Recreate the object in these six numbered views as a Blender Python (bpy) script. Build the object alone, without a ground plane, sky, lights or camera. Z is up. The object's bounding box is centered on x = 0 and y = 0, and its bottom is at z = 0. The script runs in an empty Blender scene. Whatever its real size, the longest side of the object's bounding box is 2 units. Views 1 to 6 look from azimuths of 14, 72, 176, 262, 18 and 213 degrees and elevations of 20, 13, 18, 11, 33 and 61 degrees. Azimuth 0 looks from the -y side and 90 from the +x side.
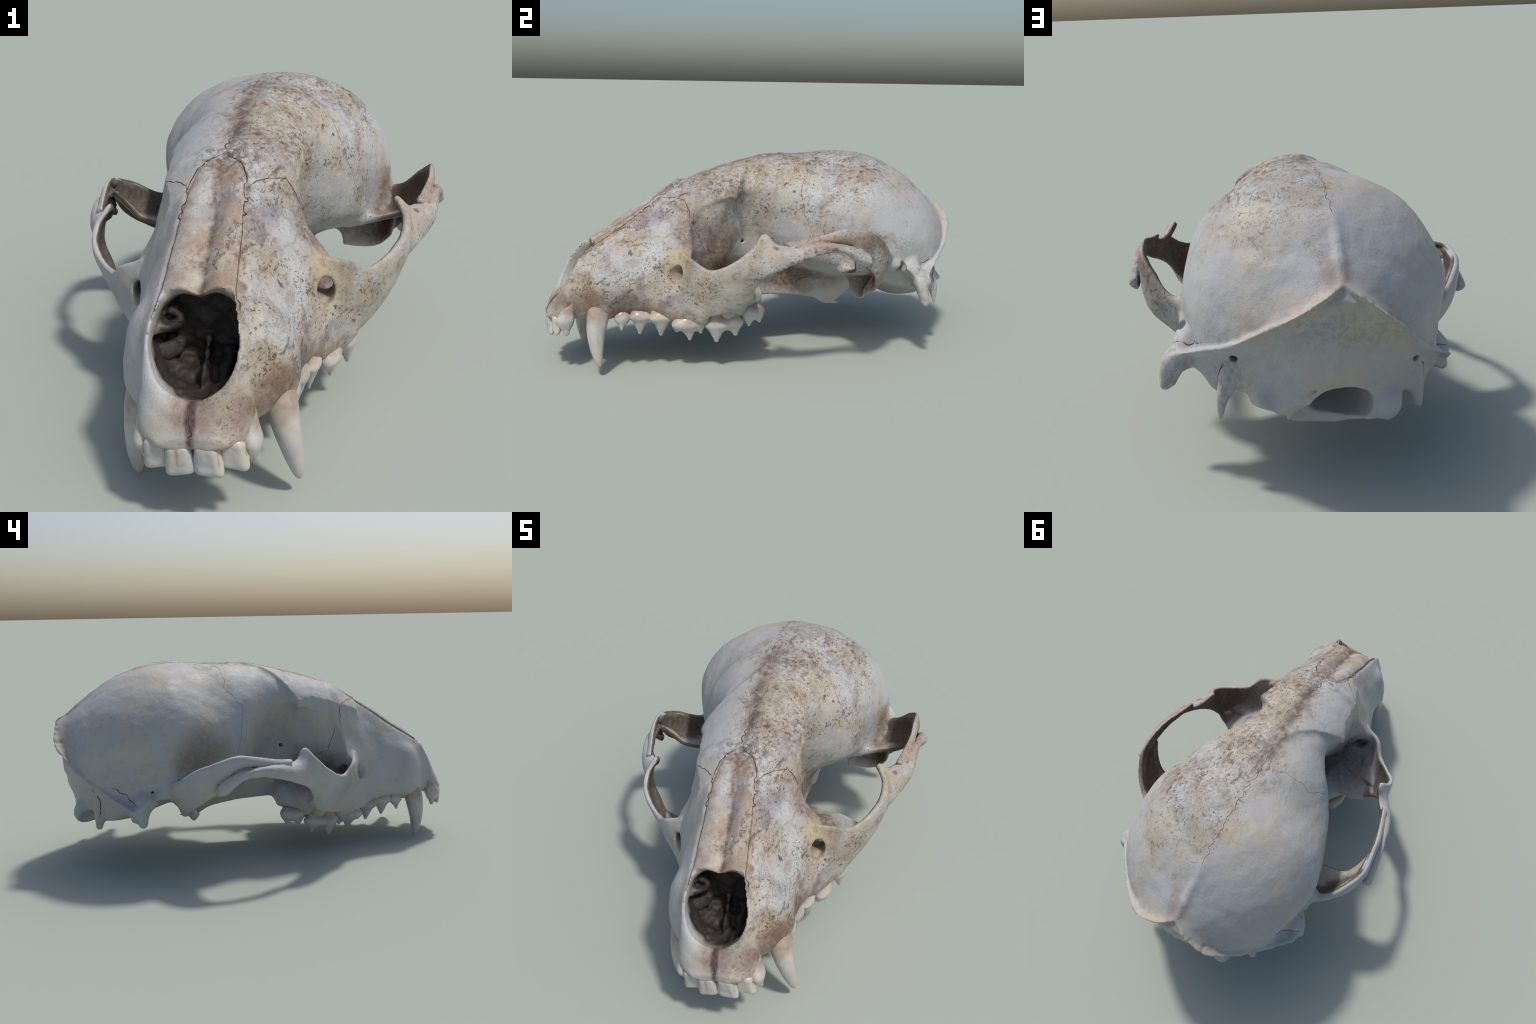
# A weathered carnivore skull (upper skull only), modelled as a signed distance field
# from profiles, cross-sections, ribbons and cusps, then split into its bones and teeth.
import bpy, math, random
import numpy as np
from mathutils import Matrix, Vector
from mathutils.bvhtree import BVHTree

random.seed(7)
rng = np.random.default_rng(7)

# ------------------------------------------------------------------ frame
# The skull lies yawed and rolled a little.  X = to its left, Y = to the rear, Z = up.
AX = Vector((0.99403, 0.06080, 0.09063)).normalized()
AY = (Vector((0, 1, 0)) - AX * AX.y).normalized()
AZ = AX.cross(AY)
OFF = 0.0695                                   # midline sits at X = OFF in the empty's frame
H = 0.0055                                     # grid pitch

X0, X1, Y0, Y1, Z0, Z1 = 0.0, 0.70, -1.05, 1.06, 0.12, 0.98
gx = np.arange(X0 + H / 2, X1, H, dtype=np.float32)      # half grid, mirrored later
gy = np.arange(Y0, Y1, H, dtype=np.float32)
gz = np.arange(Z0, Z1, H, dtype=np.float32)
NX, NY, NZ = len(gx), len(gy), len(gz)
BIG = 0.5


# ------------------------------------------------------------------ small maths
def catmull(pts, n, closed=False):
    P = np.array(pts, float)
    s = np.r_[0, np.cumsum(np.sqrt(np.linalg.norm(np.diff(P, axis=0), axis=1)) + 1e-9)]
    return pchip(s, P, np.linspace(0, s[-1], n), kind='cat')


def pchip(xk, Yk, x, kind='pchip'):
    xk = np.asarray(xk, float); Yk = np.asarray(Yk, float)
    flat = Yk.ndim == 1
    if flat: Yk = Yk[:, None]
    h = np.diff(xk); d = np.diff(Yk, axis=0) / h[:, None]
    m = np.zeros_like(Yk)
    if kind == 'pchip':
        a, b = d[:-1], d[1:]
        w1 = (2 * h[1:] + h[:-1])[:, None]; w2 = (h[1:] + 2 * h[:-1])[:, None]
        ok = a * b > 0
        with np.errstate(all='ignore'):
            m[1:-1] = np.where(ok, (w1 + w2) / (w1 / a + w2 / b), 0)
        m[0], m[-1] = d[0], d[-1]
    else:
        hs = h[:, None]
        m[1:-1] = (d[:-1] * hs[1:] + d[1:] * hs[:-1]) / (hs[1:] + hs[:-1])
        m[0], m[-1] = d[0], d[-1]
    i = np.clip(np.searchsorted(xk, x) - 1, 0, len(h) - 1)
    t = ((x - xk[i]) / h[i])[:, None]; hh = h[i][:, None]
    r = ((2 * t**3 - 3 * t**2 + 1) * Yk[i] + (t**3 - 2 * t**2 + t) * hh * m[i]
         + (-2 * t**3 + 3 * t**2) * Yk[i + 1] + (t**3 - t**2) * hh * m[i + 1])
    return r[:, 0] if flat else r


def smin(a, b, k):
    h = np.maximum(k - np.abs(a - b), 0) / k
    return np.minimum(a, b) - h * h * k * 0.25


def smax(a, b, k):
    return -smin(-a, -b, k)


# ------------------------------------------------------------------ field builders (half grid)
def field():
    return np.full((NX, NY, NZ), BIG, np.float32)


def loft(stations, out=None):
    """Star-shaped loft along Y.  station = (y, centre z, outline from top to bottom as (x, z))."""
    th = np.linspace(-math.pi / 2, math.pi / 2, 121)
    ys, tabs = [], []
    for y, zc, pts in stations:
        P = np.array(pts, float)
        P = np.vstack([P[1] * [-1, 1], P, P[-2] * [-1, 1]])
        Q = catmull(P, 400)
        Q = Q[Q[:, 0] >= -1e-6] if True else Q
        a = np.arctan2(Q[:, 1] - zc, Q[:, 0]); r = np.hypot(Q[:, 0], Q[:, 1] - zc)
        o = np.argsort(a)
        tabs.append(np.r_[zc, np.interp(th, a[o], r[o])]); ys.append(y)
    ysel = (gy >= ys[0]) & (gy <= ys[-1])
    T = pchip(ys, np.array(tabs), gy[ysel], 'cat')
    Ry = np.gradient(T[:, 1:], H, axis=0) if ysel.sum() > 2 else 0 * T[:, 1:]
    Rt = np.gradient(T[:, 1:], th[1] - th[0], axis=1)
    F = field() if out is None else out
    for n, j in enumerate(np.nonzero(ysel)[0]):
        zz = gz[None, :] - T[n, 0]
        a = np.arctan2(zz, gx[:, None]); r = np.hypot(gx[:, None], zz)
        f = (a + math.pi / 2) / (th[1] - th[0]); i = np.clip(f.astype(int), 0, 119); f = f - i
        g = lambda A: A[n, i] * (1 - f) + A[n, i + 1] * f
        R = g(T[:, 1:])
        d = (r - R) / np.sqrt(1 + (g(Rt) / np.maximum(R, .03))**2 + np.minimum(g(Ry)**2, 4))
        d = np.maximum(d, max(ys[0] - gy[j], gy[j] - ys[-1]))
        F[:, j, :] = d
    # distance beyond the two ends
    j0, j1 = np.nonzero(ysel)[0][[0, -1]]
    for j in range(max(0, j0 - 12), j0):
        F[:, j, :] = np.maximum(F[:, j0, :], ys[0] - gy[j])
    for j in range(j1 + 1, min(NY, j1 + 13)):
        F[:, j, :] = np.maximum(F[:, j1, :], gy[j] - ys[-1])
    return F


def box(lo, hi):
    s = []
    for g, a, b in ((gx, lo[0], hi[0]), (gy, lo[1], hi[1]), (gz, lo[2], hi[2])):
        s.append(slice(int(np.searchsorted(g, a)), int(np.searchsorted(g, b))))
    return tuple(s)


def coords(s):
    return gx[s[0]][:, None, None], gy[s[1]][None, :, None], gz[s[2]][None, None, :]


BAND = 0.035


def splat(D, P, R):
    """Union of spheres: dense samples of ribbons, ridges, hooks."""
    for p, r in zip(P, R):
        w = r + BAND
        s = box(p - w, p + w)
        if any(q.stop <= q.start for q in s): continue
        x, y, z = coords(s)
        d = np.sqrt((x - p[0])**2 + (y - p[1])**2 + (z - p[2])**2) - r
        np.minimum(D[s], d, out=D[s])


def ribbon(D, U, L, rU, rL, bulge=0.0, step=0.0055, sag=(0, 0, 0)):
    """Sheet between two edge curves given as matching control rows; radius varies edge to edge."""
    U = np.array(U, float); L = np.array(L, float)
    ln = np.linalg.norm(np.diff((U + L) / 2, axis=0), axis=1).sum()
    n = max(4, int(ln / step))
    u = catmull(U, n); l = catmull(L, n) if True else L
    rU = np.interp(np.linspace(0, 1, n), np.linspace(0, 1, len(np.atleast_1d(rU))), np.atleast_1d(rU))
    rL = np.interp(np.linspace(0, 1, n), np.linspace(0, 1, len(np.atleast_1d(rL))), np.atleast_1d(rL))
    Pn, Rn = [], []
    tang = np.gradient((u + l) / 2, axis=0)
    for i in range(n):
        m = max(2, int(np.linalg.norm(u[i] - l[i]) / step) + 1)
        nrm = np.cross(u[i] - l[i], tang[i]); nl = np.linalg.norm(nrm)
        nrm = nrm / nl if nl > 1e-9 else nrm * 0
        if nrm[0] < 0: nrm = -nrm
        for t in np.linspace(0, 1, m):
            Pn.append(u[i] * (1 - t) + l[i] * t + (nrm * bulge + np.array(sag)) * 4 * t * (1 - t))
            Rn.append(rU[i] * (1 - t) + rL[i] * t)
    splat(D, np.array(Pn), np.array(Rn))


def ridge(D, pts, r, step=0.005):
    P = np.array(pts, float)
    n = max(3, int(np.linalg.norm(np.diff(P, axis=0), axis=1).sum() / step))
    Q = catmull(P, n)
    R = np.interp(np.linspace(0, 1, n), np.linspace(0, 1, len(np.atleast_1d(r))), np.atleast_1d(r))
    splat(D, Q, R)


def ellipsoid(c, rad, rot=None, pad=0.08):
    c = np.array(c, float); rad = np.array(rad, float)
    w = rad.max() + pad
    s = box(c - w, c + w)
    x, y, z = coords(s)
    v = [x - c[0], y - c[1], z - c[2]]
    if rot is not None:
        M = np.array(rot)
        v = [M[i, 0] * v[0] + M[i, 1] * v[1] + M[i, 2] * v[2] for i in range(3)]
    k0 = np.sqrt((v[0] / rad[0])**2 + (v[1] / rad[1])**2 + (v[2] / rad[2])**2)
    k1 = np.sqrt((v[0] / rad[0]**2)**2 + (v[1] / rad[1]**2)**2 + (v[2] / rad[2]**2)**2)
    return s, (k0 * (k0 - 1) / np.maximum(k1, 1e-6)).astype(np.float32)


def add(F, sd, k):
    s, d = sd
    F[s] = smin(F[s], d, k)


def cut(F, sd, k):
    s, d = sd
    F[s] = smax(F[s], -d, k)


def capsule(a, b, ra, rb, pad=0.05):
    a = np.array(a, float); b = np.array(b, float)
    lo = np.minimum(a, b) - max(ra, rb) - pad; hi = np.maximum(a, b) + max(ra, rb) + pad
    s = box(lo, hi); x, y, z = coords(s)
    ab = b - a
    t = np.clip(((x - a[0]) * ab[0] + (y - a[1]) * ab[1] + (z - a[2]) * ab[2]) / (ab @ ab), 0, 1)
    d = np.sqrt((x - a[0] - t * ab[0])**2 + (y - a[1] - t * ab[1])**2 + (z - a[2] - t * ab[2])**2)
    return s, (d - (ra + (rb - ra) * t)).astype(np.float32)


# ------------------------------------------------------------------ braincase and interorbital core
CORE = [
    (-0.50, .50, [(0, .71), (.07, .70), (.12, .66), (.14, .58), (.14, .48), (.12, .36), (.1, .28), (0, .26)]),
    (-0.32, .55, [(0, .796), (.09, .787), (.15, .742), (.190, .68), (.200, .61), (.198, .53), (.198, .45), (.19, .37), (.13, .29), (0, .25)]),
    (-0.25, .57, [(0, .820), (.085, .810), (.15, .774), (.188, .72), (.194, .66), (.188, .58), (.183, .50), (.178, .42), (.15, .35), (.1, .28), (0, .25)]),
    (-0.18, .60, [(0, .842), (.08, .831), (.150, .796), (.186, .75), (.180, .70), (.164, .63), (.163, .55), (.145, .47), (.125, .39), (.1, .30), (0, .26)]),
    (-0.08, .63, [(0, .874), (.09, .860), (.154, .820), (.182, .765), (.169, .71), (.142, .63), (.120, .55), (.108, .47), (.092, .39), (.085, .31), (0, .26)]),
    (0.02, .63, [(0, .897), (.09, .884), (.165, .842), (.214, .780), (.228, .72), (.213, .63), (.186, .54), (.142, .47), (.108, .40), (.09, .32), (0, .27)]),
    (0.07, .62, [(0, .906), (.105, .890), (.183, .846), (.241, .783), (.270, .715), (.274, .63), (.260, .545), (.220, .47), (.145, .40), (.1, .32), (0, .27)]),
    (0.12, .61, [(0, .914), (.12, .897), (.2, .85), (.26, .785), (.297, .71), (.312, .62), (.309, .53), (.277, .455), (.17, .39), (.11, .32), (0, .27)]),
    (0.28, .60, [(0, .924), (.142, .890), (.236, .833), (.318, .762), (.376, .68), (.387, .57), (.364, .48), (.345, .41), (.27, .365), (.18, .34), (.1, .30), (0, .28)]),
    (0.45, .60, [(0, .929), (.157, .910), (.293, .850), (.366, .782), (.418, .703), (.442, .6), (.446, .5), (.435, .42), (.39, .36), (.3, .33), (.15, .30), (0, .285)]),
    (0.60, .56, [(0, .903), (.15, .880), (.285, .815), (.374, .732), (.428, .635), (.447, .525), (.435, .43), (.425, .36), (.42, .31), (.2, .27), (0, .25)]),
    (0.75, .50, [(0, .838), (.12, .810), (.238, .755), (.325, .674), (.380, .594), (.397, .513), (.398, .44), (.39, .37), (.40, .29), (.2, .235), (.05, .185), (0, .18)]),
    (0.84, .46, [(0, .767), (.1, .742), (.198, .690), (.286, .606), (.324, .522), (.346, .45), (.355, .39), (.36, .30), (.2, .23), (.06, .185), (0, .18)]),
    (0.92, .43, [(0, .700), (.08, .680), (.165, .615), (.24, .535), (.285, .47), (.32, .41), (.34, .35), (.33, .29), (.2, .24), (0, .22)]),
    (1.02, .40, [(0, .60), (.1, .58), (.19, .53), (.25, .46), (.3, .38), (.3, .30), (.2, .25), (0, .22)]),
]
F = loft(CORE)

# occipital plate: the rear is cut off by a plate that bows back in plan
x = gx[:, None, None]; y = gy[None, :, None]; z = gz[None, None, :]
crest_x = np.array([0, .055, .107, .170, .266, .319, .386, .465, .500, .6])
crest_z = np.array([.692, .665, .628, .583, .503, .454, .410, .345, .29, .1])
below = np.interp(gx, crest_x, crest_z)[:, None, None] - z
lip = np.clip(1 - below / .10, 0, 1)
back = (y - (0.955 + .034 * lip * lip * (3 - 2 * lip) - .014 * np.clip((.47 - z) / .12, 0, 1) - 1.45 * x * x)) / np.sqrt(1 + (2.9 * x)**2)
F = smax(F, back.astype(np.float32), 0.012)

# frontal roof with its sharp overhanging rim and the postorbital points
s = box((0, -.50, .60), (.34, .20, .95)); x, y, z = coords(s)
ytop = np.array([-.50, -.385, -.288, -.152, -.014, .06, .176, .3]); ztop = np.array([.716, .787, .828, .866, .898, .914, .920, .925])
yw = np.array([-.50, -.42, -.37, -.30, -.24, -.20, -.165, -.140, -.11, -.08, 0, .1, .2])
ww = np.array([.13, .165, .182, .186, .192, .203, .224, .194, .148, .098, .02, -.02, -.05])
T = pchip(ytop, ztop, gy[s[1]])[None, :, None]; Wd = np.interp(gy[s[1]], yw, ww)[None, :, None]
Wd = Wd + (.0015 * np.sin(60 * gy[s[1]]) + .002 * np.sin(143 * gy[s[1]] + 1))[None, :, None]
zt = T - 1.95 * x**2 - 4.0 * np.maximum(x - .17, 0)**2
zt = zt - .012 * np.exp(-(x / .028)**2) * np.clip((.14 - gy[s[1]]) / .15, 0, 1)[None, :, None]
th_ = 0.030 + 1.3 * np.maximum(Wd - x, 0)
roof = np.maximum(np.maximum((z - zt) / np.sqrt(1 + (3.9 * x)**2), (zt - th_ - z) * .75), (x - Wd) * .8)
F[s] = smin(F[s], roof.astype(np.float32), 0.05)

# ------------------------------------------------------------------ muzzle
MUZ = [
    (-0.998, .235, [(0, .245), (.04, .247), (.07, .243), (.085, .235), (.08, .225), (.05, .22), (0, .22)]),
    (-0.97, .24, [(0, .285), (.05, .290), (.095, .283), (.118, .255), (.12, .23), (.10, .207), (.05, .20), (0, .20)]),
    (-0.93, .26, [(0, .322), (.06, .338), (.104, .352), (.130, .322), (.146, .275), (.143, .24), (.12, .21), (.06, .20), (0, .20)]),
    (-0.88, .32, [(0, .46), (.06, .465), (.116, .445), (.136, .38), (.144, .31), (.143, .26), (.125, .225), (.08, .205), (0, .205)]),
    (-0.83, .36, [(0, .505), (.05, .525), (.105, .505), (.138, .46), (.167, .39), (.190, .31), (.196, .265), (.18, .235), (.1, .21), (0, .21)]),
    (-0.78, .38, [(0, .529), (.05, .550), (.105, .532), (.15, .48), (.187, .41), (.218, .33), (.228, .28), (.21, .245), (.12, .22), (0, .215)]),
    (-0.68, .40, [(0, .590), (.05, .612), (.098, .594), (.142, .542), (.192, .47), (.221, .38), (.230, .31), (.220, .25), (.17, .225), (0, .23)]),
    (-0.58, .44, [(0, .658), (.05, .680), (.095, .664), (.137, .603), (.187, .512), (.230, .43), (.250, .34), (.246, .26), (.21, .222), (0, .23)]),
    (-0.48, .46, [(0, .718), (.05, .735), (.09, .724), (.135, .682), (.183, .612), (.222, .535), (.260, .46), (.288, .36), (.290, .27), (.275, .205), (.2, .20), (0, .24)]),
    (-0.42, .46, [(0, .755), (.06, .764), (.12, .738), (.160, .69), (.198, .625), (.230, .56), (.282, .485), (.324, .42), (.332, .33), (.318, .25), (.298, .195), (.2, .19), (0, .25)]),
    (-0.34, .42, [(0, .78), (.08, .77), (.15, .735), (.186, .67), (.222, .60), (.29, .52), (.36, .45), (.368, .37), (.350, .28), (.333, .21), (.30, .182), (.2, .185), (0, .25)]),
    (-0.26, .28, [(0, .39), (.15, .39), (.22, .365), (.285, .33), (.335, .30), (.348, .25), (.34, .205), (.30, .182), (.2, .185), (0, .25)]),
    (-0.19, .27, [(0, .37), (.16, .37), (.25, .36), (.31, .315), (.335, .27), (.325, .22), (.28, .188), (.2, .19), (0, .25)]),
    (-0.13, .28, [(0, .35), (.16, .345), (.24, .335), (.285, .30), (.295, .26), (.285, .22), (.25, .205), (.2, .21), (0, .26)]),
    (-0.065, .28, [(0, .33), (.15, .325), (.22, .315), (.255, .29), (.258, .26), (.24, .24), (.2, .235), (0, .26)]),
]
M = loft(MUZ)
cut(M, ellipsoid((.42, -.20, .61), (.275, .262, .222)), 0.016)        # eye socket, sharp front rim
cut(M, ellipsoid((.315, -.285, .445), (.115, .118, .132)), 0.02)
cut(M, ellipsoid((.41, -.10, .45), (.15, .12, .09)), 0.02)            # under the cheek arch
F = smin(F, M, 0.025)
# shelf behind the socket floor, joining the tooth-bearing bone to the cheek root
SH = field()
ribbon(SH, [(.25, -.125, .318), (.31, -.135, .318), (.355, -.145, .300), (.405, -.170, .296), (.445, -.185, .325)],
       [(.25, -.23, .325), (.31, -.24, .315), (.35, -.25, .295), (.39, -.25, .285), (.42, -.235, .300)], .014, .018)
ribbon(SH, [(.32, -.385, .340), (.345, -.33, .320), (.36, -.27, .305)], [(.36, -.38, .345), (.395, -.315, .322), (.42, -.25, .312)], .018, .016)
F = smin(F, SH, .02)

# canine root swelling
add(F, ellipsoid((.155, -.755, .34), (.055, .06, .13), pad=.08), 0.05)

# ------------------------------------------------------------------ cheek arch (two overlapping bones)
JUG = field()
ribbon(JUG,
       [(.268, -.435, .49), (.345, -.410, .462), (.393, -.354, .423), (.452, -.297, .440), (.498, -.235, .482), (.506, -.175, .534),
        (.480, -.133, .573), (.504, -.098, .534), (.530, -.06, .522), (.568, .0, .529), (.600, .10, .532), (.622, .18, .522), (.629, .25, .503), (.632, .287, .475)],
       [(.300, -.430, .26), (.336, -.36, .238), (.388, -.285, .252), (.430, -.213, .286), (.463, -.187, .345), (.497, -.160, .398),
        (.531, -.126, .430), (.565, -.078, .455), (.598, -.025, .481), (.610, .05, .503), (.618, .12, .513), (.623, .19, .503), (.624, .262, .450), (.629, .29, .450)],
       [.011, .011, .011, .011, .012, .012, .010, .012, .012, .012, .012, .013, .014, .015],
       [.02, .018, .014, .012, .012, .012, .012, .012, .012, .012, .012, .013, .013, .013], bulge=.016)
SQ = field()
ribbon(SQ,
       [(.548, -.05, .546), (.572, .04, .558), (.592, .125, .577), (.599, .20, .589), (.602, .285, .575), (.567, .373, .534), (.510, .440, .472), (.455, .470, .442), (.40, .455, .43)],
       [(.550, -.04, .538), (.572, .05, .546), (.590, .13, .550), (.596, .21, .536), (.590, .285, .462), (.555, .36, .395), (.49, .40, .35), (.43, .415, .31), (.36, .41, .285)],
       [.008, .009, .010, .010, .011, .012, .014, .018, .02],
       [.008, .009, .010, .010, .012, .014, .016, .018, .02], bulge=.010)
# shelf of the jaw joint, its front lip running in to the braincase
ribbon(SQ, [(.586, .215, .530), (.573, .240, .499), (.556, .262, .464), (.530, .280, .422), (.490, .292, .400), (.45, .298, .391), (.41, .303, .383), (.36, .305, .376), (.30, .315, .370)],
       [(.592, .21, .575), (.594, .24, .576), (.594, .28, .566), (.580, .32, .545), (.552, .370, .518), (.508, .430, .463), (.455, .460, .435), (.40, .45, .425), (.34, .44, .42)], .010, .012, sag=(.006, .030, -.032))
# hook behind the jaw joint
ribbon(SQ, [(.46, .41, .37), (.40, .425, .34), (.33, .42, .33), (.27, .40, .32)],
       [(.44, .365, .30), (.40, .375, .265), (.34, .375, .255), (.27, .375, .265)], .016, .009)
F = smin(F, SQ, 0.055)
F = smin(F, JUG, np.interp(gy, [-.16, -.04], [.016, .003]).astype(np.float32)[None, :, None])

# infraorbital canal
cut(F, ellipsoid((.278, -.462, .402), (.025, .050, .038)), 0.014)
cut(F, capsule((.274, -.45, .404), (.255, -.31, .405), .025, .028), 0.006)

# ------------------------------------------------------------------ crests and processes
CR = field()
E_ = [(0, .935, .690), (.055, .975, .663), (.107, .985, .629), (.170, .981, .588), (.225, .948, .545), (.266, .912, .506), (.319, .858, .457), (.386, .782, .412), (.470, .680, .348), (.505, .630, .29)]
I_ = [(0, .86, .70), (.055, .90, .66), (.10, .91, .61), (.155, .90, .56), (.205, .87, .52), (.24, .84, .48), (.29, .79, .43), (.35, .72, .38), (.42, .63, .33), (.45, .59, .29)]
ribbon(CR, E_, I_, .006, .012)
ridge(CR, [(0, .55, .900), (0, .70, .846), (0, .80, .787), (0, .88, .722), (0, .93, .688)], [.004, .012, .014, .016, .010])
# mastoid hook and the pointed process behind it
ribbon(CR, [(.482, .615, .325), (.505, .64, .27), (.502, .646, .235)], [(.43, .62, .33), (.465, .645, .27), (.48, .646, .235)], [.02, .018, .012], [.02, .018, .012])
ridge(CR, [(.30, .79, .36), (.315, .798, .30), (.325, .804, .24), (.328, .810, .186)], [.032, .026, .018, .006])
# ledge over the ear from the arch root to the mastoid corner
ribbon(CR, [(.40, .44, .42), (.440, .52, .408), (.458, .58, .375), (.475, .62, .33), (.490, .64, .28)], [(.37, .47, .44), (.38, .53, .43), (.39, .59, .40), (.40, .63, .35), (.43, .65, .30)], [.014, .016, .020, .022, .020], .02)
ridge(CR, [(0, .944, .64), (0, .948, .53), (0, .946, .42)], [.013, .017, .010])
# wings below the palate
ribbon(CR, [(.11, -.06, .36), (.11, .0, .40), (.11, .15, .40), (.12, .3, .38), (.14, .40, .34), (.16, .49, .31)],
       [(.10, -.07, .26), (.105, -.01, .26), (.105, .1, .25), (.1, .26, .222), (.1, .345, .185), (.14, .47, .29)], .012, .009)
ridge(CR, [(.1, .33, .20), (.1, .37, .183), (.1, .405, .179)], [.014, .010, .004])
F = smin(F, CR, 0.02)
# occipital condyles
add(F, ellipsoid((.205, .865, .270), (.045, .055, .055)), 0.03)

# ear hollow, hollow between the rear hooks
cut(F, ellipsoid((.45, .53, .29), (.12, .09, .10)), 0.02)
cut(F, ellipsoid((.42, .73, .235), (.055, .10, .075)), 0.02)
cut(F, ellipsoid((.255, .82, .215), (.05, .10, .075)), 0.02)
cut(F, capsule((.44, .555, .39), (.30, .555, .40), .028, .02), 0.01)
# small nerve holes
cut(F, capsule((.16, -.118, .52), (.08, -.10, .51), .009, .009), 0.004)
cut(F, capsule((.302, .86, .40), (.28, .74, .41), .013, .013), 0.004)
# foramen magnum
cut(F, ellipsoid((0, .93, .270), (.055, .30, .055)), 0.01)
cut(F, ellipsoid((0, 1.02, .20), (.165, .19, .115)), 0.015)

# ------------------------------------------------------------------ nasal cavity
CAV = loft([
    (-1.03, .50, [(0, .75), (.06, .74), (.12, .70), (.16, .60), (.15, .48), (.10, .40), (.05, .36), (0, .35)]),
    (-0.95, .45, [(0, .70), (.06, .69), (.11, .62), (.126, .50), (.106, .41), (.072, .355), (.03, .328), (0, .318)]),
    (-0.90, .42, [(0, .66), (.05, .65), (.092, .58), (.114, .47), (.108, .40), (.086, .345), (.045, .308), (0, .296)]),
    (-0.84, .42, [(0, .60), (.05, .59), (.085, .55), (.113, .46), (.121, .40), (.100, .340), (.06, .306), (0, .298)]),
    (-0.80, .41, [(0, .548), (.05, .566), (.080, .548), (.112, .46), (.128, .40), (.110, .335), (.06, .308), (0, .300)]),
    (-0.772, .41, [(0, .518), (.05, .528), (.082, .510), (.115, .45), (.122, .39), (.106, .34), (.06, .318), (0, .312)]),
    (-0.72, .42, [(0, .51), (.05, .52), (.075, .50), (.10, .45), (.112, .40), (.10, .36), (.06, .335), (0, .33)]),
])
FIN = smax(F, -CAV, 0.003)
# thin septum and scrolled sheets inside
INN = field()
ribbon(INN, [(0, -.84, .318), (0, -.78, .350), (0, -.72, .39)], [(0, -.86, .28), (0, -.78, .28), (0, -.72, .28)], .006, .012)
FIN = smin(FIN, INN, .008)

# ------------------------------------------------------------------ mirror to the full grid, then the asymmetries
full = np.concatenate([FIN[::-1], FIN], axis=0)
cavf = np.concatenate([CAV[::-1], CAV], axis=0)
jugf = np.concatenate([JUG[::-1], JUG], axis=0)
sqf = np.concatenate([SQ[::-1], SQ], axis=0)
gx = np.concatenate([-gx[::-1], gx])
del F, M, FIN, CAV, JUG, SQ, CR, INN

def brk(p, n, r, k=.006):
    """Broken end: remove what lies beyond a plane near p."""
    p = np.array(p, float); n = np.array(n, float); n /= np.linalg.norm(n)
    s = box(p - r, p + r); x, y, z = coords(s)
    pl = -((x - p[0]) * n[0] + (y - p[1]) * n[1] + (z - p[2]) * n[2])
    sp = np.sqrt((x - p[0])**2 + (y - p[1])**2 + (z - p[2])**2) - r * .95
    full[s] = smax(full[s], -np.maximum(pl, sp).astype(np.float32), k)

brk((-.48, .62, .275), (.1, 0, -1), .09)
brk((-.470, .64, .31), (-1, .15, -.3), .17, .014)
brk((-.325, .80, .222), (.2, 0, -1), .06)
brk((.20, .88, .262), (.35, .3, -1), .09)
# foramen magnum: arched and off-centre, its left margin split and ragged
cut(full, ellipsoid((-.042, .93, .283), (.104, .28, .074)), .008)
cut(full, ellipsoid((.085, .975, .272), (.075, .07, .030)), .006)
cut(full, capsule((.05, .93, .345), (.17, .95, .285), .006, .011), .005)
cut(full, ellipsoid((.12, .965, .245), (.07, .07, .035)), .006)
for q, r in (((-.11, .83, .165), .035), ((.07, .80, .16), .028), ((.13, .86, .19), .03), ((-.02, .86, .165), .018), ((-.265, .90, .225), .022)):
    cut(full, ellipsoid(q, (r, r * 1.3, r)), .006)
# nasal bones end in uneven jagged tongues
for cx, cy, r in ((.004, -.796, .009), (-.078, -.800, .013), (.079, -.800, .012), (.036, -.806, .006), (-.038, -.808, .006)):
    cut(full, capsule((cx, cy, .48), (cx, cy + .012, .62), r, r), .004)
# scrolled bone left inside the right nasal passage, thin broken shreds on the left
def put(sd, k=.008): add(full, sd, k)
put(capsule((-.118, -.795, .43), (-.085, -.75, .45), .012, .030)); put(capsule((-.13, -.785, .36), (-.09, -.74, .37), .012, .030))
cut(full, ellipsoid((-.085, -.775, .455), (.020, .03, .014)), .004); cut(full, ellipsoid((-.09, -.77, .40), (.02, .03, .012)), .004)
put(capsule((.045, -.83, .300), (.052, -.74, .35), .010, .02)); put(capsule((.135, -.78, .42), (.11, -.74, .43), .008, .02))
# the left mastoid corner is flared and knobbly
put(capsule((.485, .630, .315), (.505, .650, .228), .026, .018), .02)
put(capsule((-.43, .61, .37), (-.472, .612, .282), .036, .020), .02)
put(capsule((-.425, .57, .37), (-.448, .625, .325), .032, .028), .02)
for sx in (1, -1): put(capsule((sx * .415, .45, .41), (sx * .425, .52, .405), .030, .028), .02)
put(capsule((.42, .62, .39), (.475, .665, .315), .035, .028), .03)


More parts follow.
